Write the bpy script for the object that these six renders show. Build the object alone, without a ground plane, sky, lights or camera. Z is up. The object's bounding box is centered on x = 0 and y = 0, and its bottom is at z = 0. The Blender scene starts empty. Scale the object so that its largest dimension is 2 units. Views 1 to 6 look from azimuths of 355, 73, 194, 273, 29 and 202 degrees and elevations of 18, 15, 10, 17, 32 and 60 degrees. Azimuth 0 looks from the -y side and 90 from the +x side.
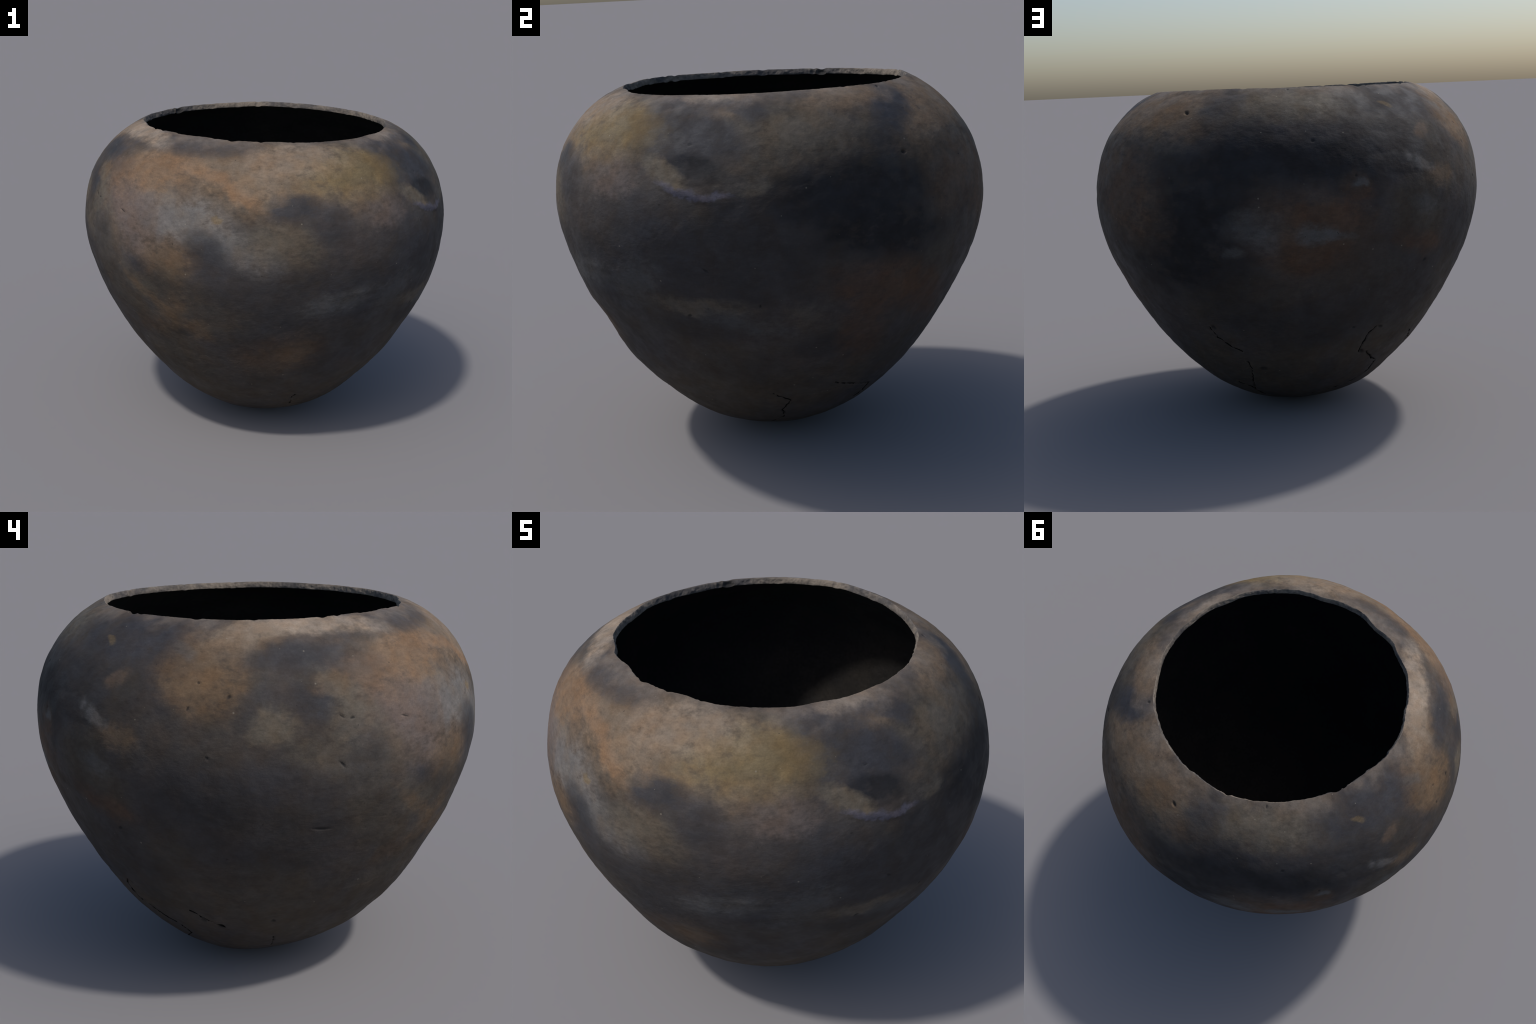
"""Round-bottomed, hand-built clay pot, fire-clouded, with a chipped rim."""
import math
import bpy
import numpy as np
from mathutils import Matrix, Vector, noise

# ------------------------------------------------------------------ shape
# The wall is described from a point inside the pot, CENTRE: for each angle of
# elevation (LOW..HIGH, evenly spaced B-spline controls) the distance to the
# wall, plus the uneven hand-built roundness: cos/sin waves 1..6 round the pot
# (in millimetres).
CENTRE = 0.9
LOW, HIGH = -90.0, 62.0
PROFILE = [0.8934, 0.9024, 0.8969, 0.8856, 0.8754, 0.8570, 0.8507, 0.8574, 0.8697, 0.9098, 0.9583, 1.0206, 1.0607, 1.0760, 1.0577, 0.9962, 0.8709, 0.7456]
WOBBLE = [
    [0.1, -0.4, -0.1, 0.4, -0.1, 0.4, 0.1, -0.3, 0.1, 0.1, -0.1, 0.0],
    [-0.0, 0.1, 0.0, -0.1, -0.0, -0.0, -0.1, 0.1, -0.1, 0.0, 0.2, -0.1],
    [-0.1, -0.2, -0.0, 0.2, -0.0, -0.1, -0.0, 0.1, -0.2, 0.2, 0.4, -0.5],
    [0.5, 1.3, -0.6, -0.5, -0.9, 2.9, 0.1, -1.6, -0.1, 1.1, 0.6, -0.9],
    [2.7, 2.7, 1.1, -5.7, -1.0, 0.8, 0.3, -1.2, 0.4, 2.2, 0.9, -0.6],
    [2.5, 1.1, -1.0, -2.9, 1.3, -2.2, 0.2, 0.2, 1.1, 0.4, 1.7, -1.7],
    [3.5, -1.5, -2.4, -1.3, -0.5, 2.8, 1.2, -2.8, -0.3, 1.8, 1.1, -1.9],
    [4.7, -4.3, -2.9, -1.4, -4.3, 0.6, 0.1, -1.5, 0.5, 1.4, -0.2, 1.2],
    [6.0, 4.7, 3.8, 0.1, -1.8, -1.1, 1.6, -2.9, 0.9, 0.4, 0.7, 2.7],
    [6.3, 1.4, 3.1, 1.0, -1.2, 0.7, 2.5, -3.0, 0.4, -0.2, -0.3, 0.6],
    [7.8, 4.8, 3.4, 3.8, -2.6, 0.1, 1.8, -0.6, -0.9, 0.2, 2.5, -2.8],
    [-0.6, 2.6, -1.5, 2.1, -1.3, 1.9, -4.3, -1.0, 1.0, -1.5, 3.6, 2.4],
    [0.8, 2.9, -2.5, -1.1, -3.6, 0.8, 1.1, 0.5, 2.1, -1.9, -0.7, 0.2],
    [-6.2, 0.2, -0.4, 4.4, 0.9, -0.1, 0.8, 2.3, 0.5, -3.0, -1.3, -2.2],
    [-1.6, -4.6, -1.5, -2.1, 2.6, -4.8, -1.3, 4.8, 2.2, -1.1, 1.2, -2.5],
    [-0.6, 3.9, 0.0, 2.5, -1.3, -3.0, 1.7, -2.5, 0.6, 2.1, -1.1, 0.8],
    [-0.1, 13.3, 1.5, 8.4, -3.1, -1.2, 2.8, -10.7, -1.4, 4.5, -3.4, 4.1],
    [0.4, 22.6, 3.0, 14.3, -4.9, 0.6, 3.9, -18.4, -3.4, 6.6, -5.5, 7.0],
]
# the mouth: radius every 5 degrees and height every 15 degrees, from azimuth 0
RIM_RADIUS = [
    0.636, 0.644, 0.651, 0.652, 0.652, 0.653, 0.655, 0.659, 0.658, 0.651, 0.650, 0.656,
    0.656, 0.651, 0.650, 0.652, 0.651, 0.651, 0.652, 0.650, 0.647, 0.645, 0.647, 0.652,
    0.656, 0.654, 0.654, 0.657, 0.658, 0.659, 0.664, 0.666, 0.666, 0.669, 0.676, 0.683,
    0.685, 0.684, 0.682, 0.679, 0.678, 0.675, 0.673, 0.673, 0.673, 0.675, 0.676, 0.671,
    0.666, 0.670, 0.676, 0.676, 0.678, 0.680, 0.672, 0.663, 0.665, 0.668, 0.668, 0.668,
    0.665, 0.656, 0.654, 0.661, 0.655, 0.641, 0.642, 0.651, 0.654, 0.652, 0.647, 0.639]
RIM_HEIGHT = [
    1.662, 1.660, 1.661, 1.663, 1.664, 1.665, 1.666, 1.664, 1.662, 1.662, 1.663, 1.664,
    1.662, 1.658, 1.657, 1.656, 1.655, 1.657, 1.658, 1.661, 1.666, 1.667, 1.665, 1.664]
WALL = 0.030            # thickness at the lip
# thickness of the wall from the bottom (0) to the lip (1)
THICKNESS_AT = [0.0, 0.12, 0.2, 0.3, 0.4, 0.6, 0.8, 0.9, 0.95, 0.98, 1.0]
THICKNESS = [0.084, 0.086, 0.074, 0.054, 0.047, 0.058, 0.061, 0.060, 0.052, 0.041, 0.030]

ROUND, UP, LIP, DOWN = 1000, 560, 22, 200


def waves(t, count):
    return np.stack([np.ones_like(t)] + [g(k * t) for k in range(1, count + 1) for g in (np.cos, np.sin)], -1)


def spline_weights(elevation):
    n = len(PROFILE)
    x = (elevation - LOW) / (HIGH - LOW) * (n - 3)
    i = np.clip(np.floor(x).astype(int), 0, n - 4)
    u = x - i
    w = np.stack([(1 - u) ** 3 / 6, (3 * u ** 3 - 6 * u ** 2 + 4) / 6,
                  (-3 * u ** 3 + 3 * u ** 2 + 3 * u + 1) / 6, u ** 3 / 6], -1)
    out = np.zeros(elevation.shape + (n,))
    for k in range(4):
        np.put_along_axis(out, (i + k)[..., None], w[..., k:k + 1], -1)
    return out


CONTROL = np.concatenate([np.array(PROFILE)[:, None], np.array(WOBBLE) / 1000], 1)


def wall_point(t, elevation):
    """Smooth outer wall at angle t (radians from +x) and elevation (degrees)."""
    rho = (spline_weights(elevation) @ CONTROL * waves(t, 6)).sum(-1)
    e = np.radians(elevation)
    return np.stack([rho * np.cos(e) * np.cos(t), rho * np.cos(e) * np.sin(t), CENTRE + rho * np.sin(e)], -1)


def compass(t):
    """Angle in degrees, 0 on the -y axis, 90 on the +x axis."""
    return (np.degrees(t) + 90) % 360


def place(azimuth, height):
    """The point of the outer wall at an azimuth and a height, with its tangents."""
    t = np.array([math.radians(azimuth - 90)])
    lo, hi = -90.0, 58.0
    for _ in range(40):
        mid = (lo + hi) / 2
        if wall_point(t, np.array([mid]))[0, 2] < height:
            lo = mid
        else:
            hi = mid
    e = np.array([lo])
    p = wall_point(t, e)[0]
    up = wall_point(t, e + .5)[0] - wall_point(t, e - .5)[0]
    side = wall_point(t + .01, e)[0] - wall_point(t - .01, e)[0]
    up, side = Vector(up).normalized(), Vector(side).normalized()
    out = side.cross(up).normalized()
    return Vector(p), side, out.cross(side).normalized(), out


def grid_normals(p):
    """Vertex normals of a grid that closes round its second axis."""
    du = np.roll(p, -1, 1) - np.roll(p, 1, 1)
    dv = np.empty_like(p)
    dv[1:-1] = p[2:] - p[:-2]
    dv[0], dv[-1] = p[1] - p[0], p[-1] - p[-2]
    n = np.cross(du, dv)
    length = np.linalg.norm(n, axis=-1, keepdims=True)
    return n / np.maximum(length, 1e-12)


def lattice_noise(p, scale, seed, octaves=1):
    """Smooth value noise in numpy, about -1..1."""
    rng = np.random.default_rng(seed)
    total, amp, norm = np.zeros(p.shape[:-1]), 1.0, 0.0
    table = rng.uniform(-1, 1, 4096)
    perm = rng.permutation(4096)
    for _ in range(octaves):
        q = p * scale + 100.3
        i = np.floor(q).astype(np.int64)
        f = q - i
        f = f * f * f * (f * (f * 6 - 15) + 10)
        v = np.zeros(p.shape[:-1])
        for a in (0, 1):
            for b in (0, 1):
                for c in (0, 1):
                    h = perm[(perm[(perm[(i[..., 0] + a) & 4095] + i[..., 1] + b) & 4095] + i[..., 2] + c) & 4095]
                    w = (f[..., 0] if a else 1 - f[..., 0]) * (f[..., 1] if b else 1 - f[..., 1]) * (f[..., 2] if c else 1 - f[..., 2])
                    v += w * table[h]
        total += v * amp
        norm += amp
        scale, amp = scale * 2.03, amp * 0.5
    return total / norm * 1.6

# ------------------------------------------------------------------ relief
# chips out of the lip: azimuth, half width in degrees, depth in metres
RIM_CHIPS = [
    (179.0, 1.3, 0.005), (189.5, 1.6, 0.003), (204.0, 2.0, 0.002), (225.3, 2.0, 0.010), (229.0, 1.2, 0.004), (252.5, 1.6, 0.005),
    (272.0, 1.2, 0.003), (295.5, 1.6, 0.005), (301.5, 1.3, 0.004), (312.0, 1.0, 0.003), (331.0, 1.4, 0.004),
    (339.5, 1.8, 0.006), (352.0, 1.4, 0.005), (6.0, 1.0, 0.002), (104.0, 1.2, 0.003), (127.0, 1.2, 0.002), (159.0, 1.4, 0.003),
]
# small holes where a grain or a stalk burnt out: azimuth, height, half length, half width, tilt, depth
PITS = [
    (109.1, 1.417, 0.0123, 0.0080, 6, 0.010),
    (161.2, 1.563, 0.0145, 0.0084, -34, 0.010),
    (195.7, 1.652, 0.0111, 0.0039, 86, 0.008),
    (118.0, 1.653, 0.0106, 0.0072, 51, 0.006),
    (201.5, 1.426, 0.0087, 0.0077, 8, 0.004),
    (291.7, 1.161, 0.0194, 0.0043, -45, 0.005),
    (294.3, 1.331, 0.0094, 0.0049, 12, 0.005),
    (291.9, 1.340, 0.0142, 0.0031, -27, 0.004),
    (266.6, 1.413, 0.0096, 0.0062, 43, 0.004),
    (259.3, 1.456, 0.0063, 0.0051, -8, 0.004),
    (257.5, 1.366, 0.0108, 0.0051, 75, 0.003),
    (262.3, 1.191, 0.0084, 0.0051, -37, 0.004),
    (288.3, 0.894, 0.0353, 0.0056, -5, 0.005),
    (308.5, 1.314, 0.0206, 0.0032, -16, 0.003),
    (259.9, 0.342, 0.0184, 0.0168, 71, 0.007),
    (253.9, 0.371, 0.0179, 0.0125, 72, 0.007),
    (279.5, 0.385, 0.0138, 0.0093, -68, 0.005),
    (237.0, 0.837, 0.0111, 0.0072, 22, 0.004),
    (224.0, 0.368, 0.0203, 0.0128, -52, 0.009),
    (166.4, 0.555, 0.0141, 0.0103, -54, 0.006),
    (180.3, 0.313, 0.0194, 0.0139, 23, 0.005),
    (227.7, 0.506, 0.0152, 0.0075, -30, 0.006),
    (216.1, 0.528, 0.0107, 0.0072, -45, 0.004),
    (211.9, 1.267, 0.0061, 0.0057, 13, 0.004),
    (69.8, 0.861, 0.0064, 0.0051, 81, 0.004),
    (51.4, 0.807, 0.0097, 0.0063, 24, 0.004),
    (53.5, 1.496, 0.0108, 0.0029, 9, 0.002),
    (57.7, 1.016, 0.0144, 0.0064, -37, 0.003),
]
# broad dents and ridges left by the hand: azimuth, height, half width, half height, tilt, depth (minus: a ridge)
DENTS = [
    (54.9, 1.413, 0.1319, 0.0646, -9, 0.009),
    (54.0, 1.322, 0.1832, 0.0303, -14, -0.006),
    (63.1, 1.289, 0.0761, 0.0498, 18, -0.003),
    (333.2, 1.133, 0.2860, 0.1208, -19, 0.003),
    (335.6, 1.143, 0.1940, 0.0998, -10, 0.004),
    (12.2, 1.024, 0.2601, 0.1299, 3, 0.003),
    (25.0, 1.059, 0.1860, 0.0917, 16, 0.004),
    (20.0, 0.921, 0.2175, 0.0700, 24, -0.004),
    (78.1, 0.494, 0.0565, 0.0336, -10, 0.005),
    (19.4, 0.919, 0.1505, 0.0665, 12, 0.004),
    (30.6, 0.785, 0.2146, 0.0665, -3, -0.003),
    (4.1, 0.787, 0.1915, 0.0682, 10, 0.003),
    (32.4, 0.946, 0.1084, 0.0769, 16, -0.003),
]
# cracks: azimuth, height of each bend
CRACKS = [
    [(68.9, 0.117), (75.8, 0.181), (74.8, 0.239), (78.4, 0.310), (71.2, 0.365)],
    [(94.5, 0.393), (104.3, 0.349), (117.3, 0.299), (119.3, 0.236), (116.3, 0.210)],
    [(166.7, 0.142), (171.5, 0.226), (174.2, 0.298), (174.0, 0.353)],
    [(168.4, 0.094), (167.1, 0.128), (166.5, 0.170), (159.2, 0.191)],
    [(226.3, 0.513), (223.5, 0.479), (222.7, 0.418), (222.9, 0.368)],
    [(227.0, 0.363), (232.8, 0.311), (238.4, 0.279), (240.1, 0.219), (233.3, 0.169), (224.6, 0.138), (207.5, 0.098)],
    [(164.7, 0.554), (166.2, 0.498), (169.8, 0.443), (173.8, 0.416)],
    [(249.8, 0.430), (254.9, 0.379), (261.2, 0.332)],
    [(282.6, 0.155), (281.4, 0.248)],
    [(14.4, 0.170), (11.3, 0.259), (12.5, 0.285)],
]


def periodic(values, t):
    """Smooth closed curve through evenly spaced values, starting at azimuth 0."""
    v = np.array(values)
    x = compass(t) / 360 * len(v)
    i = np.floor(x).astype(int)
    u = x - i
    p0, p1, p2, p3 = (v[(i + k) % len(v)] for k in (-1, 0, 1, 2))
    return p1 + 0.5 * u * (p2 - p0 + u * (2 * p0 - 5 * p1 + 4 * p2 - p3 + u * (3 * (p1 - p2) + p3 - p0)))


def ellipse_distance(p, azimuth, height, wide, high, tilt):
    at, side, up, out = place(azimuth, height)
    a = math.radians(tilt)
    e1 = side * math.cos(a) + up * math.sin(a)
    e2 = up * math.cos(a) - side * math.sin(a)
    d = p - np.array(at)
    return np.sqrt((d @ np.array(e1) / wide) ** 2 + (d @ np.array(e2) / high) ** 2 + (d @ np.array(out) / max(wide, high)) ** 2)


def bell(d):
    return np.clip(1 - d * d, 0, 1) ** 2


def crack_path(bends, seed):
    """3D points along a crack with small random kinks."""
    rng = np.random.default_rng(seed)
    pts = [place(a, h) for a, h in bends]
    fine = []
    for (p, *_), (q, *_) in zip(pts[:-1], pts[1:]):
        n = max(2, int((q - p).length / 0.012))
        for k in range(n):
            fine.append(p.lerp(q, k / n) + Vector(rng.normal(0, 0.0022, 3)))
    fine.append(pts[-1][0])
    return fine


def path_distance(p, path):
    best = np.full(p.shape[:-1], 9.0)
    q = np.array(path)
    around = ((p > q.min(0) - 0.02) & (p < q.max(0) + 0.02)).all(-1)
    best[around] = path_distance_near(p[around], path)
    return best


def path_distance_near(p, path):
    best = np.full(p.shape[:-1], 9.0)
    for a, b in zip(path[:-1], path[1:]):
        a, b = np.array(a), np.array(b)
        near = np.abs(p - (a + b) / 2).max(-1) < 0.06
        if not near.any():
            continue
        q, ab = p[near], b - a
        k = np.clip(((q - a) @ ab) / max(ab @ ab, 1e-9), 0, 1)
        best[near] = np.minimum(best[near], np.linalg.norm(q - a - k[:, None] * ab, axis=-1))
    return best


# ------------------------------------------------------------------ the whole surface
angle = np.linspace(0, 2 * math.pi, ROUND, endpoint=False)
az = compass(angle)

mouth_r = periodic(RIM_RADIUS, angle)
mouth_z = periodic(RIM_HEIGHT, angle)
ring = np.stack([np.cos(angle), np.sin(angle), 0 * angle], -1)
fret = lattice_noise(ring, 22, 5, 3)
chip = np.zeros(ROUND)
for a, w, deep in RIM_CHIPS:
    off = (az - a + 180) % 360 - 180
    chip = np.maximum(chip, deep * np.clip(1.25 - np.abs(off) / w, 0, 1))
chip += 0.0008 * (1 + lattice_noise(ring, 45, 6, 2))
mouth_r = mouth_r + 0.0022 * fret + 0.0010 * lattice_noise(ring, 70, 7, 2) + 0.35 * chip
mouth_z = mouth_z - 0.75 * chip
mouth = np.stack([mouth_r * np.cos(angle), mouth_r * np.sin(angle), mouth_z], -1)
top = np.degrees(np.arctan2(mouth_z - CENTRE, mouth_r))

s = np.linspace(0, 1, UP + 1)
elevation = LOW + s[:, None] * (top[None] - LOW)
T = np.broadcast_to(angle[None], elevation.shape)
outer = wall_point(T, elevation)
outer[:, :, 2] = np.maximum(outer[:, :, 2], outer[:, :, 2] * 0)          # it stands on its lowest point
outer += (mouth - outer[-1])[None] * (s[:, None, None] ** 60)
smooth = outer.copy()
normal = grid_normals(smooth)
normal[0] = (0, 0, -1)

lift = 0.0016 * lattice_noise(smooth, 4.5, 11, 2) + 0.0011 * lattice_noise(smooth, 13, 12, 2) + 0.0005 * lattice_noise(smooth, 45, 13, 2)
# paddled facets: soft flat cells, wider than tall
cells = lattice_noise(smooth * np.array([1, 1, 1.5]), 7, 14, 1)
lift += 0.0016 * (np.abs(cells) - 0.35)
for a, h, w, v, tilt, deep in DENTS:
    near = np.linalg.norm(smooth - np.array(place(a, h)[0]), axis=-1) < max(w, v) * 1.1
    lift[near] -= deep * bell(ellipse_distance(smooth[near], a, h, w, v, tilt))
for a, h, w, v, tilt, deep in PITS:
    near = np.linalg.norm(smooth - np.array(place(a, h)[0]), axis=-1) < max(w, v, .005) * 1.5
    lift[near] -= deep * np.clip(1.35 - ellipse_distance(smooth[near], a, h, max(w, .005), max(v, .005), tilt), 0, 1)
crack_paths = [crack_path(bends, 40 + k) for k, bends in enumerate(CRACKS)]
for path in crack_paths:
    lift -= 0.006 * np.clip(1 - path_distance(smooth, path) / 0.007, 0, 1)
fade = np.clip((1 - s) * 60, 0, 1)[:, None]
keep = np.clip(smooth[:, :, 2:] * 12, 0, 1)[:, :, 0]                        # no relief under the foot
outer = smooth + normal * (lift * fade * keep)[:, :, None]

# inner wall: the outer wall set in by its thickness
thick = np.interp(s, THICKNESS_AT, THICKNESS)
thick = thick[:, None] + 0.004 * lattice_noise(smooth, 3, 21, 2) * np.clip((1 - s) * 10, 0, 1)[:, None]
thick[-1] = WALL
inner_full = smooth - normal * thick[:, :, None]
pick = np.unique(np.round(np.concatenate([np.linspace(0, 1, DOWN + 1)]) * UP).astype(int))[::-1]
inner = inner_full[pick]
inner = inner + normal[pick] * (0.0025 * lattice_noise(inner, 9, 22, 2) * np.clip((1 - s[pick]) * 10, 0, 1)[:, None])[:, :, None]

# lip: from the mouth edge over to the inner wall, edges rounded, broken surface
f = np.linspace(0, 1, LIP + 1)[1:-1]
f = 0.5 - 0.5 * np.cos(math.pi * f)
edge, inside = outer[-1], inner[0]
along = edge - outer[-6]
along /= np.linalg.norm(along, axis=-1, keepdims=True)
lip = edge[None] + f[:, None, None] * (inside - edge)[None]
swell = 0.0045 * np.sqrt(np.sin(math.pi * f))[:, None] * np.ones(ROUND)
broken = 0.0030 * lattice_noise(lip, 28, 31, 3) + 0.0012 * lattice_noise(lip, 90, 32, 2)
swell = swell + broken * np.sin(math.pi * f)[:, None] - 0.8 * chip[None] * np.sin(math.pi * f)[:, None]
lip = lip + along[None] * swell[:, :, None]

whole = np.concatenate([outer, lip, inner])
floor = whole[:, :, 2].min()
whole[:, :, 2] -= floor
whole_normal = grid_normals(whole)
whole_normal[0], whole_normal[-1] = (0, 0, -1), (0, 0, 1)


def shell_part(name, first, last, material, parent):
    """Rows first..last of the surface as one mesh that keeps the whole surface's normals."""
    p, n = whole[first:last + 1], whole_normal[first:last + 1]
    rows = len(p)
    i, j = np.meshgrid(np.arange(rows - 1), np.arange(ROUND), indexing="ij")
    k = (j + 1) % ROUND
    quad = np.stack([i * ROUND + j, i * ROUND + k, (i + 1) * ROUND + k, (i + 1) * ROUND + j], -1).reshape(-1, 4)
    mesh = bpy.data.meshes.new(name)
    mesh.vertices.add(rows * ROUND)
    mesh.vertices.foreach_set("co", p.astype(np.float32).ravel())
    mesh.loops.add(quad.size)
    mesh.loops.foreach_set("vertex_index", quad.ravel().astype(np.int32))
    mesh.polygons.add(len(quad))
    mesh.polygons.foreach_set("loop_start", np.arange(0, quad.size, 4, dtype=np.int32))
    mesh.polygons.foreach_set("loop_total", np.full(len(quad), 4, np.int32))
    mesh.update(calc_edges=True)
    mesh.polygons.foreach_set("use_smooth", np.ones(len(quad), bool))
    mesh.normals_split_custom_set_from_vertices(n.reshape(-1, 3).astype(np.float32))
    mesh.materials.append(material)
    obj = bpy.data.objects.new(name, mesh)
    bpy.context.collection.objects.link(obj)
    obj.parent = parent
    return obj

# ------------------------------------------------------------------ colours
COLOURS = {
    "umber": (0.054, 0.045, 0.036),      # dark brown of the lower wall
    "drab": (0.100, 0.084, 0.064),
    "tan": (0.136, 0.102, 0.072),
    "bisque": (0.255, 0.205, 0.158),
    "orange": (0.168, 0.108, 0.066),
    "ochre": (0.138, 0.104, 0.056),
    "sienna": (0.126, 0.084, 0.050),
    "mauve": (0.118, 0.094, 0.084),
    "ash": (0.142, 0.134, 0.128),
    "pewter": (0.082, 0.083, 0.084),
    "lilac": (0.082, 0.078, 0.100),
    "smoke": (0.050, 0.044, 0.043),
    "slate": (0.035, 0.035, 0.040),
    "charcoal": (0.0315, 0.0295, 0.0305),
    "soot": (0.0140, 0.0142, 0.0163),
    "brown": (0.076, 0.052, 0.037),
    "rust": (0.074, 0.043, 0.027),
}
# Where the fire left them: azimuth, height, half width, half height, tilt, colour, strength
CLOUDS = [
    # broad clouds of the firing, front
    (15, 0.79, 0.620, 0.384, -9, "slate", .45),
    (348, 1.56, 0.532, 0.198, -6, "tan", .95),
    (11, 1.22, 0.327, 0.187, -6, "smoke", .6),
    (316, 1.34, 0.260, 0.237, 16, "mauve", .8),
    (331, 1.32, 0.323, 0.126, -17, "ash", .8),
    (348, 1.21, 0.183, 0.086, -27, "ash", .55),
    (359, 1.23, 0.199, 0.093, -10, "drab", .6),
    (28, 1.56, 0.314, 0.134, 4, "ochre", .95),
    # right flank
    (77, 0.98, 0.534, 0.324, -6, "smoke", .5),
    (66, 1.07, 0.356, 0.228, 1, "charcoal", .75),
    (84, 1.55, 0.313, 0.116, 1, "drab", .6),
    (54, 1.52, 0.157, 0.113, -15, "slate", .7),
    (68, 1.40, 0.137, 0.077, 7, "drab", .35),
    (96, 1.31, 0.356, 0.114, 0, "soot", .85),
    (101, 1.13, 0.298, 0.111, -10, "soot", .95),
    (86, 1.24, 0.155, 0.075, -6, "soot", .5),
    # back
    (194, 1.36, 0.594, 0.102, -0, "soot", .75),
    (164, 1.01, 0.359, 0.268, 25, "soot", .97),
    (177, 1.18, 0.304, 0.128, 19, "soot", .6),
    (174, 0.81, 0.236, 0.171, -34, "soot", .5),
    (156, 1.56, 0.298, 0.166, -5, "tan", .8),
    (143, 1.25, 0.307, 0.209, -40, "brown", .95),
    (190, 1.59, 0.409, 0.093, -1, "drab", .75),
    (220, 1.42, 0.306, 0.125, -11, "charcoal", .6),
    (201, 0.99, 0.282, 0.198, -19, "brown", .75),
    (227, 0.72, 0.399, 0.269, -26, "charcoal", .6),
    (194, 0.56, 0.396, 0.146, -5, "charcoal", .8),
    (64, 0.38, 0.434, 0.178, 3, "umber", .7),
    # left flank
    (263, 1.26, 0.405, 0.120, 3, "umber", .5),
    (260, 1.50, 0.185, 0.145, -59, "sienna", .8),
    (276, 1.60, 0.272, 0.095, 8, "tan", .85),
    (235, 1.58, 0.301, 0.116, -5, "slate", .85),
    (226, 1.41, 0.268, 0.155, -3, "charcoal", .7),
    (313, 1.53, 0.298, 0.116, -8, "tan", .9),
    (308, 1.35, 0.220, 0.138, -8, "mauve", .85),
    (296, 1.17, 0.240, 0.113, -9, "drab", .6),
    (261, 1.03, 0.231, 0.123, 8, "charcoal", .8),
    (282, 1.09, 0.235, 0.080, 2, "slate", .5),
    (274, 0.86, 0.412, 0.180, -1, "charcoal", .6),
]
FLUSHES = [
    # orange and ochre flushes
    (316, 1.54, 0.258, 0.093, 8, "orange", .75),
    (342, 1.50, 0.199, 0.041, -24, "orange", .9),
    (348, 1.56, 0.115, 0.092, -78, "tan", .5),
    (36, 1.54, 0.150, 0.067, 6, "ochre", .8),
    (300, 1.47, 0.151, 0.085, -19, "orange", .5),
    (34, 1.54, 0.214, 0.116, 8, "ochre", .6),
    (132, 1.54, 0.299, 0.097, 11, "sienna", .85),
    (123, 1.51, 0.138, 0.054, 16, "orange", .5),
    (30, 1.42, 0.184, 0.080, -9, "tan", .4),
    (58, 1.61, 0.101, 0.045, -1, "tan", .8),
    (98, 1.63, 0.171, 0.069, 5, "tan", .7),
    (35, 1.55, 0.132, 0.085, -13, "ochre", .8),
    (131, 1.56, 0.287, 0.249, 54, "tan", .85),
    (166, 1.50, 0.089, 0.074, 22, "orange", .35),
    (153, 1.55, 0.138, 0.104, 29, "sienna", .6),
    (258, 1.48, 0.157, 0.108, -18, "sienna", .6),
    (185, 1.62, 0.113, 0.063, 5, "drab", .6),
    (59, 1.67, 0.148, 0.061, -2, "tan", .6),
    (100, 1.66, 0.172, 0.070, 33, "tan", .5),
]
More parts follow.
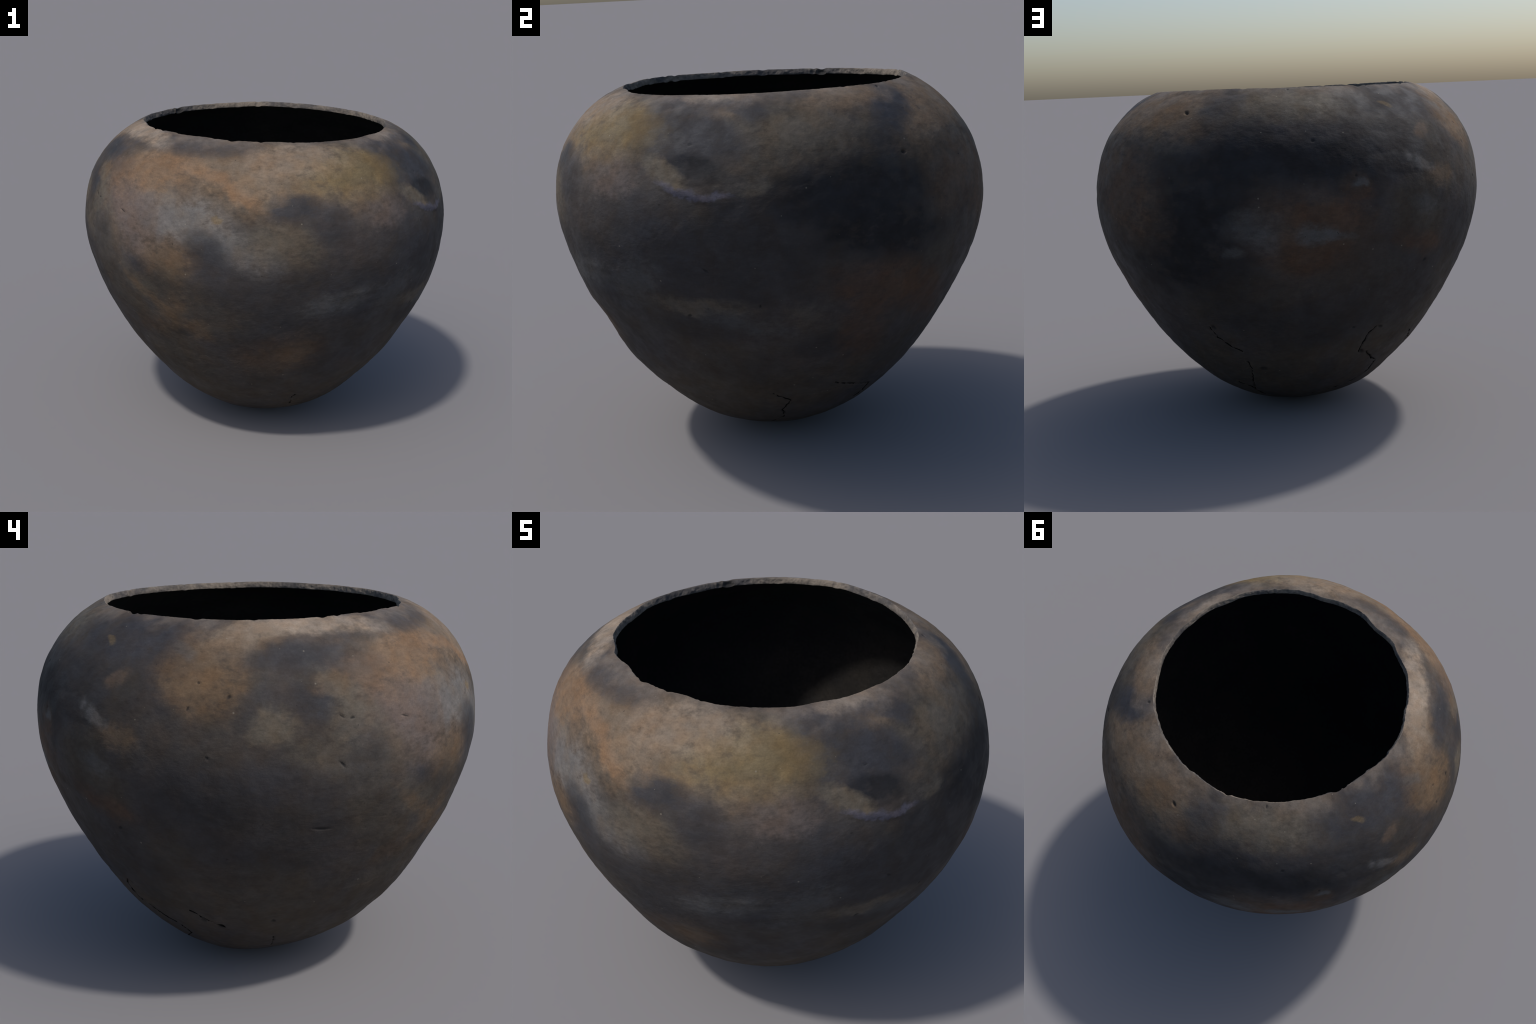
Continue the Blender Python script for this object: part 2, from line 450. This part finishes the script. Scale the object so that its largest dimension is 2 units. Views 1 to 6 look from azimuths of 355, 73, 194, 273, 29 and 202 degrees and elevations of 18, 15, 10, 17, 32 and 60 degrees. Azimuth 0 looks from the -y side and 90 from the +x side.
SMOKE = [
    # dark smoke spots
    (3, 1.41, 0.111, 0.061, 8, "slate", .9),
    (12, 1.33, 0.112, 0.094, -31, "slate", .7),
    (339, 1.17, 0.125, 0.106, -15, "slate", .7),
    (328, 1.65, 0.213, 0.080, -0, "slate", .7),
    (345, 1.64, 0.095, 0.065, 2, "slate", .5),
    (289, 1.58, 0.212, 0.079, 19, "slate", .55),
    (317, 1.06, 0.114, 0.065, 2, "slate", .6),
    (295, 1.25, 0.179, 0.104, -50, "slate", .5),
    (354, 0.89, 0.475, 0.157, 13, "charcoal", .7),
    (25, 0.96, 0.257, 0.131, 3, "slate", .6),
    (353, 0.87, 0.173, 0.080, 3, "charcoal", .5),
    (14, 0.55, 0.142, 0.093, -5, "charcoal", .7),
    (43, 1.13, 0.266, 0.175, -43, "slate", .6),
    (344, 0.48, 0.288, 0.139, 15, "charcoal", .4),
    (50, 1.64, 0.193, 0.109, 33, "slate", .85),
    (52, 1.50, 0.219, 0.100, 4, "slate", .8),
    (67, 1.63, 0.103, 0.047, -12, "slate", .85),
    (43, 1.64, 0.099, 0.059, -6, "slate", .8),
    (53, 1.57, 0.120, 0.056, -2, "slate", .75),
    (55, 1.41, 0.111, 0.049, -9, "soot", .9),  # shadow in the hollow above the ridge, painted onto the wall
    (56, 1.54, 0.110, 0.053, -5, "slate", .6),
    (69, 1.62, 0.075, 0.063, -68, "slate", .8),
    (42, 1.63, 0.106, 0.062, -19, "slate", .5),
    (113, 1.59, 0.183, 0.068, 43, "slate", .9),
    (104, 1.47, 0.105, 0.077, 26, "charcoal", .5),
    (87, 0.64, 0.134, 0.080, -6, "charcoal", .8),
    (53, 0.74, 0.203, 0.081, -1, "charcoal", .7),
    (46, 1.18, 0.107, 0.058, 7, "slate", .6),
    (64, 0.53, 0.168, 0.090, 3, "charcoal", .4),
    (28, 0.89, 0.198, 0.119, 20, "slate", .5),
    (282, 1.55, 0.174, 0.044, 7, "slate", .65),
    (286, 1.41, 0.099, 0.067, -1, "slate", .85),
    (273, 1.39, 0.084, 0.060, 71, "slate", .5),
    (325, 1.64, 0.214, 0.074, -4, "slate", .3),
    (208, 1.30, 0.210, 0.121, -30, "soot", .6),
    (257, 1.65, 0.079, 0.038, 1, "slate", .4),
    (307, 1.65, 0.098, 0.052, 6, "slate", .4),
    (336, 1.21, 0.097, 0.082, -11, "slate", .6),
    (334, 0.90, 0.455, 0.083, -21, "slate", .4),
    (287, 1.55, 0.261, 0.075, -9, "slate", .5),
    (174, 1.60, 0.104, 0.095, 39, "slate", .7),
    (116, 1.61, 0.151, 0.080, 55, "slate", .85),
    (63, 1.66, 0.143, 0.060, -14, "slate", .6),
    (182, 1.45, 0.273, 0.102, -15, "soot", .6),
]
STAINS = [
    # rust and brown stains
    (102, 0.88, 0.251, 0.091, -17, "rust", .6),
    (116, 0.81, 0.285, 0.099, -38, "rust", .55),
    (98, 0.69, 0.206, 0.095, -83, "rust", .5),
    (125, 1.30, 0.179, 0.136, 25, "brown", .7),
    (360, 0.62, 0.213, 0.125, 12, "brown", .8),
    (326, 1.12, 0.143, 0.096, -1, "sienna", .6),
    (324, 0.95, 0.185, 0.122, 3, "umber", .7),
    (338, 0.82, 0.193, 0.136, -12, "umber", .6),
    (319, 0.54, 0.200, 0.187, 55, "umber", .5),
    (205, 1.09, 0.160, 0.066, -5, "rust", .6),
    (200, 0.93, 0.175, 0.097, -6, "rust", .5),
    (212, 1.20, 0.083, 0.065, -27, "rust", .7),
    (237, 1.45, 0.065, 0.032, 10, "orange", .3),
    (241, 1.24, 0.097, 0.051, -1, "sienna", .6),
    (234, 0.93, 0.155, 0.055, -12, "rust", .5),
    (163, 0.40, 0.150, 0.135, -81, "umber", .5),
    (211, 1.24, 0.091, 0.057, -3, "umber", .4),
    (304, 0.87, 0.158, 0.116, -42, "umber", .6),
    (313, 0.98, 0.127, 0.076, -28, "drab", .5),
    (275, 0.51, 0.323, 0.199, -4, "umber", .7),
    (339, 0.33, 0.473, 0.199, 27, "umber", .6),
    (333, 0.75, 0.098, 0.060, -42, "sienna", .4),
    (324, 0.82, 0.171, 0.065, 52, "sienna", .35),
    (5, 0.64, 0.098, 0.065, 8, "sienna", .35),
    (15, 0.79, 0.151, 0.043, 6, "smoke", .5),
    (318, 0.90, 0.215, 0.033, -39, "sienna", .4),
    (311, 0.71, 0.094, 0.067, 41, "brown", .4),
]
SCUFFS = [
    # pale ash spots and scuffs
    (184, 1.07, 0.118, 0.070, 11, "pewter", .5),
    (187, 1.00, 0.072, 0.061, 5, "pewter", .4),
    (201, 1.02, 0.087, 0.042, -11, "pewter", .8),
    (207, 1.00, 0.068, 0.021, -11, "pewter", .6),
    (232, 1.31, 0.085, 0.031, -24, "ash", .5),
    (213, 1.23, 0.040, 0.021, -4, "pewter", .7),
    (234, 1.10, 0.078, 0.046, -28, "pewter", .45),
    (179, 0.94, 0.043, 0.031, 9, "pewter", .5),
    (276, 1.31, 0.077, 0.071, 29, "drab", .85),
    (275, 1.28, 0.083, 0.031, 10, "drab", .7),
    (293, 1.34, 0.110, 0.079, 71, "drab", .6),
    (290, 1.46, 0.077, 0.043, -1, "sienna", .5),
    (270, 1.62, 0.112, 0.068, 15, "bisque", .7),
    (289, 1.65, 0.182, 0.051, 11, "bisque", .7),
    (253, 1.56, 0.062, 0.027, -30, "pewter", .4),
    (47, 1.40, 0.107, 0.031, -27, "drab", .85),
    (49, 1.37, 0.080, 0.017, -32, "drab", .6),
    (53, 1.33, 0.105, 0.014, -15, "lilac", .95),
    (60, 1.31, 0.079, 0.014, 1, "lilac", .95),
    (45, 1.40, 0.064, 0.027, -38, "drab", .6),
    (70, 1.32, 0.056, 0.025, 10, "drab", .6),
    (55, 0.85, 0.197, 0.040, 0, "drab", .6),
    (65, 0.78, 0.183, 0.053, -15, "pewter", .4),
    (79, 1.16, 0.076, 0.046, -6, "smoke", .4),
    (81, 0.81, 0.082, 0.065, -23, "drab", .3),
    (38, 0.93, 0.182, 0.080, 37, "pewter", .4),
    (296, 1.38, 0.191, 0.052, -44, "drab", .6),
    (360, 1.28, 0.122, 0.061, -0, "drab", .5),
    (32, 1.36, 0.130, 0.072, -4, "mauve", .6),
    (18, 0.92, 0.181, 0.066, 14, "pewter", .5),
    (341, 1.35, 0.022, 0.015, 3, "ochre", .6),
    (7, 1.63, 0.127, 0.054, -13, "tan", .6),
    (352, 1.59, 0.094, 0.066, -34, "orange", .4),
    (286, 1.65, 0.295, 0.065, 4, "bisque", .95),
    (267, 1.61, 0.181, 0.078, 11, "tan", .7),
    (5, 1.61, 0.257, 0.107, 4, "bisque", .35),
    (106, 1.63, 0.127, 0.066, 10, "tan", .6),
    (57, 1.66, 0.114, 0.048, 4, "bisque", .5),
    (228, 1.57, 0.035, 0.014, -44, "ochre", .5),
]


class Nodes:
    def __init__(self, material):
        material.use_nodes = True
        self.tree = material.node_tree
        self.tree.nodes.clear()

    def add(self, kind, settings=None, **inputs):
        node = self.tree.nodes.new(kind)
        for k, v in (settings or {}).items():
            setattr(node, k, v)
        for k, v in inputs.items():
            self.put(node, k.replace("_", " "), v)
        return node

    def put(self, node, name, value):
        socket = node.inputs[int(name)] if name.isdigit() else node.inputs[name]
        if isinstance(value, bpy.types.NodeSocket):
            self.tree.links.new(value, socket)
        else:
            socket.default_value = value

    def noise(self, vector, scale, detail=3.0, rough=0.55):
        return self.add("ShaderNodeTexNoise", Vector=vector, Scale=scale, Detail=detail, Roughness=rough)

    def math(self, op, a, b=0.0, c=None):
        n = self.tree.nodes.new("ShaderNodeMath")
        n.operation = op
        for k, v in enumerate((a, b, c)):
            if v is not None:
                self.put(n, str(k), v)
        return n.outputs[0]

    def vmath(self, op, a, b=None, scale=None):
        n = self.tree.nodes.new("ShaderNodeVectorMath")
        n.operation = op
        self.put(n, "0", a)
        if b is not None:
            self.put(n, "1", b)
        if scale is not None:
            self.put(n, "Scale", scale)
        return n.outputs["Value"] if op in ("LENGTH", "DOT_PRODUCT") else n.outputs[0]

    def ramp(self, value, lo, hi, to_lo=0.0, to_hi=1.0, smooth=True):
        n = self.add("ShaderNodeMapRange", {"interpolation_type": "SMOOTHSTEP" if smooth else "LINEAR"}, Value=value)
        for k, v in (("From Min", lo), ("From Max", hi), ("To Min", to_lo), ("To Max", to_hi)):
            self.put(n, k, v)
        return n.outputs[0]

    def mix(self, factor, a, b, blend="MIX"):
        n = self.tree.nodes.new("ShaderNodeMix")
        n.data_type, n.blend_type = "RGBA", blend
        for k, v in ((0, factor), (6, a), (7, b)):
            if isinstance(v, bpy.types.NodeSocket):
                self.tree.links.new(v, n.inputs[k])
            else:
                n.inputs[k].default_value = v if k == 0 else (*v[:3], 1)
        return n.outputs[2]

    def after(self, vector, colour):
        """The same vector, but worked out after the colour: laying the patches one by one keeps the shader's stack small."""
        n = self.tree.nodes.new("ShaderNodeVectorMath")
        n.operation = "MULTIPLY_ADD"
        self.put(n, "0", colour)
        self.put(n, "1", (1e-6, 1e-6, 1e-6))
        self.put(n, "2", vector)
        return n.outputs[0]

    def spot(self, vector, azimuth, height, wide, high, tilt):
        """1 in the middle of a patch on the wall, 0 at its outline."""
        at, side, up, out = place(azimuth, height)
        a = math.radians(tilt)
        e1 = side * math.cos(a) + up * math.sin(a)
        e2 = up * math.cos(a) - side * math.sin(a)
        turn = Matrix((e1, e2, out)).transposed().to_euler()
        g = self.add("ShaderNodeTexGradient", {"gradient_type": "SPHERICAL"}, Vector=vector)
        m = g.texture_mapping
        m.vector_type = "TEXTURE"
        m.translation = (at.x, at.y, at.z - floor)
        m.rotation = turn
        m.scale = (wide, high, 1.1 * max(wide, high) + 0.03)
        return g.outputs["Fac"]

    def patches(self, vector, colour, found, reach, fill):
        """Lay patches over a colour: full for the inner part, fading out to their outline."""
        for k, (a, h, w, v, tilt, tone, strength) in enumerate(found):
            if k % 10 == 0:
                vector_now = self.after(vector, colour)
            inside = self.spot(vector_now, a, h, w * reach, v * reach, tilt)
            amount = self.math("MULTIPLY", inside, fill)
            amount.node.use_clamp = True
            amount = self.math("MULTIPLY", amount, strength)
            colour = self.mix(amount, colour, tone)
        return colour


def make_clay():
    material = bpy.data.materials.new("fired_clay")
    n = Nodes(material)
    here = n.add("ShaderNodeTexCoord").outputs["Object"]

    # cloudy edges: the patches are looked up through a swirled position
    swirl = n.vmath("SUBTRACT", n.noise(here, 3.2, 2.0, 0.6).outputs["Color"], (0.5, 0.5, 0.5))
    near = n.vmath("ADD", here, n.vmath("SCALE", swirl, scale=0.11))
    ripple = n.vmath("SUBTRACT", n.noise(here, 20.0, 2.5, 0.7).outputs["Color"], (0.5, 0.5, 0.5))
    near = n.vmath("ADD", near, n.vmath("SCALE", ripple, scale=0.05))

    # brushed grain runs slantwise round the wall
    flat = n.add("ShaderNodeMapping", Vector=here)
    flat.inputs["Scale"].default_value = (1, 1, 1.7)
    flat.inputs["Rotation"].default_value = (0.35, 0.35, 0)

    # base clay, mottled
    big = n.noise(here, 2.6, 3.0, 0.6).outputs["Fac"]
    colour = n.mix(n.ramp(big, 0.38, 0.66), COLOURS["smoke"], COLOURS["umber"])

    ragged = n.noise(flat.outputs[0], 13.0, 3.5, 0.72).outputs["Fac"]
    ragged = n.ramp(ragged, 0.30, 0.70, 0.7, 2.7, False)
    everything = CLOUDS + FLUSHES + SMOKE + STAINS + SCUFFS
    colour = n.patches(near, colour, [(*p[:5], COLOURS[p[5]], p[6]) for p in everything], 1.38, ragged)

    # paler band along the lip
    split = n.add("ShaderNodeSeparateXYZ", Vector=near)
    high = n.ramp(split.outputs["Z"], 1.60, 1.665)
    high = n.math("MULTIPLY", high, n.ramp(n.noise(here, 9.0, 2.0).outputs["Fac"], 0.30, 0.62, 0.1, 0.5))
    colour = n.mix(high, colour, (0.18, 0.148, 0.120))

    # grain: soft blotches, wiped streaks running round the wall, fine speckle
    blotch = n.ramp(n.noise(flat.outputs[0], 26.0, 3.0, 0.7).outputs["Fac"], 0.25, 0.75, 0.80, 1.20, False)
    fine = n.ramp(n.noise(here, 150.0, 1.0, 0.6).outputs["Fac"], 0.2, 0.8, 0.90, 1.10, False)
    streak_map = n.add("ShaderNodeMapping", Vector=here)
    streak_map.inputs["Scale"].default_value = (1, 1, 5)
    streak_map.inputs["Rotation"].default_value = (0.5, 0.3, 0)
    streak = n.ramp(n.noise(streak_map.outputs[0], 38.0, 1.0).outputs["Fac"], 0.25, 0.75, 0.95, 1.05, False)
    drift = n.ramp(n.noise(here, 6.5, 2.0, 0.6).outputs["Fac"], 0.3, 0.7, 0.86, 1.14, False)
    gain = n.math("MULTIPLY", n.math("MULTIPLY", blotch, fine), n.math("MULTIPLY", streak, drift))
    grey = n.add("ShaderNodeCombineColor", Red=gain, Green=gain, Blue=gain).outputs[0]
    colour = n.mix(1.0, colour, grey, "MULTIPLY")
    # warm and cool drift
    tint = n.noise(here, 11.0, 2.0, 0.6).outputs["Fac"]
    colour = n.mix(n.ramp(tint, 0.35, 0.7, 0.0, 1.0), colour, n.mix(1.0, colour, (1.07, 0.99, 0.91), "MULTIPLY"))

    # pale grit in the clay
    grit = n.add("ShaderNodeTexVoronoi", Vector=here, Scale=26.0, Randomness=1.0)
    seed = n.add("ShaderNodeSeparateColor", Color=grit.outputs["Color"])
    size = n.ramp(seed.outputs[0], 0.80, 1.0, 0.0, 0.10, False)
    dot = n.math("MULTIPLY", n.ramp(n.math("SUBTRACT", grit.outputs["Distance"], size), -0.03, 0.03, 1.0, 0.0), n.math("GREATER_THAN", seed.outputs[0], 0.80))
    colour = n.mix(n.math("MULTIPLY", dot, 0.42), colour, (0.26, 0.23, 0.18))
    # dark pinholes
    hole = n.add("ShaderNodeTexVoronoi", Vector=near, Scale=17.0, Randomness=1.0)
    seed2 = n.add("ShaderNodeSeparateColor", Color=hole.outputs["Color"])
    pin = n.math("MULTIPLY", n.ramp(hole.outputs["Distance"], 0.035, 0.085, 1.0, 0.0), n.math("GREATER_THAN", seed2.outputs[1], 0.80))
    colour = n.mix(n.math("MULTIPLY", pin, 0.6), colour, (0.016, 0.015, 0.014))

    # dark colour in the small holes
    frayed = n.vmath("ADD", here, n.vmath("SCALE", ripple, scale=0.012))
    colour = n.patches(frayed, colour, [(*p[:5], (0.012, 0.012, 0.012), 0.65) for p in PITS], 1.2, 2.0)

    bump = n.noise(flat.outputs[0], 45.0, 3.0, 0.7).outputs["Fac"]
    relief = n.add("ShaderNodeBump", Strength=0.25, Distance=0.006, Height=bump)
    bsdf = n.add("ShaderNodeBsdfPrincipled", Base_Color=colour, Normal=relief.outputs[0])
    n.put(bsdf, "Roughness", n.ramp(tint, 0.3, 0.7, 0.66, 0.86))
    n.put(bsdf, "Specular IOR Level", 0.22)
    out = n.add("ShaderNodeOutputMaterial", Surface=bsdf.outputs[0])
    return material


def make_sooted():
    material = bpy.data.materials.new("sooted_clay")
    n = Nodes(material)
    here = n.add("ShaderNodeTexCoord").outputs["Object"]
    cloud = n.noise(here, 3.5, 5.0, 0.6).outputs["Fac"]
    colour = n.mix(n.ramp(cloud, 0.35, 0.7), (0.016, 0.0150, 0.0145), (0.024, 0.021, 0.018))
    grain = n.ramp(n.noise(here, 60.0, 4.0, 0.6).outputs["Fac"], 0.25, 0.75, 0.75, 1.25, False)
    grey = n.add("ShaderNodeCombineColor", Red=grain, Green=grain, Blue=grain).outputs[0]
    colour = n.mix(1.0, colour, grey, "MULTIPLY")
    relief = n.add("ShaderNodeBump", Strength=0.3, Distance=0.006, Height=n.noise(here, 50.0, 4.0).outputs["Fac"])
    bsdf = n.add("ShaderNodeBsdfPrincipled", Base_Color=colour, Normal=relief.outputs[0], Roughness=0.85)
    n.put(bsdf, "Specular IOR Level", 0.15)
    n.add("ShaderNodeOutputMaterial", Surface=bsdf.outputs[0])
    return material


def make_crack():
    material = bpy.data.materials.new("crack_painted_shade")
    n = Nodes(material)
    here = n.add("ShaderNodeTexCoord").outputs["Object"]
    colour = n.mix(n.noise(here, 40.0).outputs["Fac"], (0.006, 0.006, 0.006), (0.016, 0.015, 0.014))
    bsdf = n.add("ShaderNodeBsdfPrincipled", Base_Color=colour, Roughness=0.95)
    n.put(bsdf, "Specular IOR Level", 0.0)
    n.add("ShaderNodeOutputMaterial", Surface=bsdf.outputs[0])
    return material


def make_lip():
    material = bpy.data.materials.new("broken_lip_clay")
    n = Nodes(material)
    here = n.add("ShaderNodeTexCoord").outputs["Object"]
    cloud = n.noise(here, 5.0, 4.0, 0.65).outputs["Fac"]
    colour = n.mix(n.ramp(cloud, 0.36, 0.60), (0.072, 0.066, 0.064), (0.175, 0.146, 0.118))
    tone = n.ramp(n.noise(here, 40.0, 3.0, 0.6).outputs["Fac"], 0.25, 0.75, 0.78, 1.22, False)
    grey = n.add("ShaderNodeCombineColor", Red=tone, Green=tone, Blue=tone).outputs[0]
    colour = n.mix(1.0, colour, grey, "MULTIPLY")
    burnt = [(225.5, 1.645, 0.05, 0.04, 0, (0.02, 0.02, 0.02), 0.85), (340, 1.645, 0.05, 0.04, 0, (0.035, 0.034, 0.036), 0.7),
             (251, 1.645, 0.04, 0.03, 0, (0.05, 0.047, 0.046), 0.7), (352, 1.645, 0.04, 0.03, 0, (0.04, 0.04, 0.04), 0.7)]
    colour = n.patches(here, colour, burnt, 1.2, 2.0)
    bsdf = n.add("ShaderNodeBsdfPrincipled", Base_Color=colour, Roughness=0.8)
    n.put(bsdf, "Specular IOR Level", 0.22)
    n.add("ShaderNodeOutputMaterial", Surface=bsdf.outputs[0])
    return material


clay = make_clay()
lip_clay = make_lip()
sooted = make_sooted()
crack_painted_shade = make_crack()

# ------------------------------------------------------------------ assembly
pot = bpy.data.objects.new("clay_pot", None)
pot.empty_display_size = 0.2
pot["label"] = "round-bottomed hand-built clay pot, smoke-clouded brown and black"
pot["category"] = "clay pot"
bpy.context.collection.objects.link(pot)
wall = shell_part("outer_wall", 0, UP, clay, pot)
shell_part("rim", UP, UP + LIP - 1, lip_clay, pot)
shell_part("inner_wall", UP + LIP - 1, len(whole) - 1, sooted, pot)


def crack_sliver(path, seed):
    """The shade deep in a crack, modelled as a dark object: a thin, tapering, uneven sliver sunk into the wall."""
    rng = np.random.default_rng(seed)
    p = np.array(path)
    p[:, 2] -= floor
    n = len(p)
    forward = np.gradient(p, axis=0)
    forward /= np.linalg.norm(forward, axis=1, keepdims=True)
    outward = p - np.array([0, 0, CENTRE])
    outward /= np.linalg.norm(outward, axis=1, keepdims=True)
    across = np.cross(forward, outward)
    across /= np.linalg.norm(across, axis=1, keepdims=True)
    outward = np.cross(across, forward)
    wide = 0.0019 * np.clip(np.minimum(np.arange(n), np.arange(n)[::-1]) / 3 + 0.2, 0.2, 1) * rng.uniform(0.45, 1.3, n)
    verts, faces, around = [], [], 8
    for k in range(n):
        for a in range(around):
            x = 2 * math.pi * a / around
            verts.append(p[k] - outward[k] * 0.0042 + across[k] * wide[k] * math.cos(x) + outward[k] * 0.0042 * math.sin(x))
    for k in range(n - 1):
        for a in range(around):
            b = (a + 1) % around
            faces.append((k * around + a, k * around + b, (k + 1) * around + b, (k + 1) * around + a))
    faces += [tuple(range(around))[::-1], tuple((n - 1) * around + a for a in range(around))]
    mesh = bpy.data.meshes.new("crack")
    mesh.from_pydata([tuple(v) for v in verts], [], faces)
    mesh.materials.append(crack_painted_shade)
    obj = bpy.data.objects.new("crack", mesh)
    bpy.context.collection.objects.link(obj)
    obj.parent = wall


for number, path in enumerate(crack_paths):
    crack_sliver(path, 70 + number)
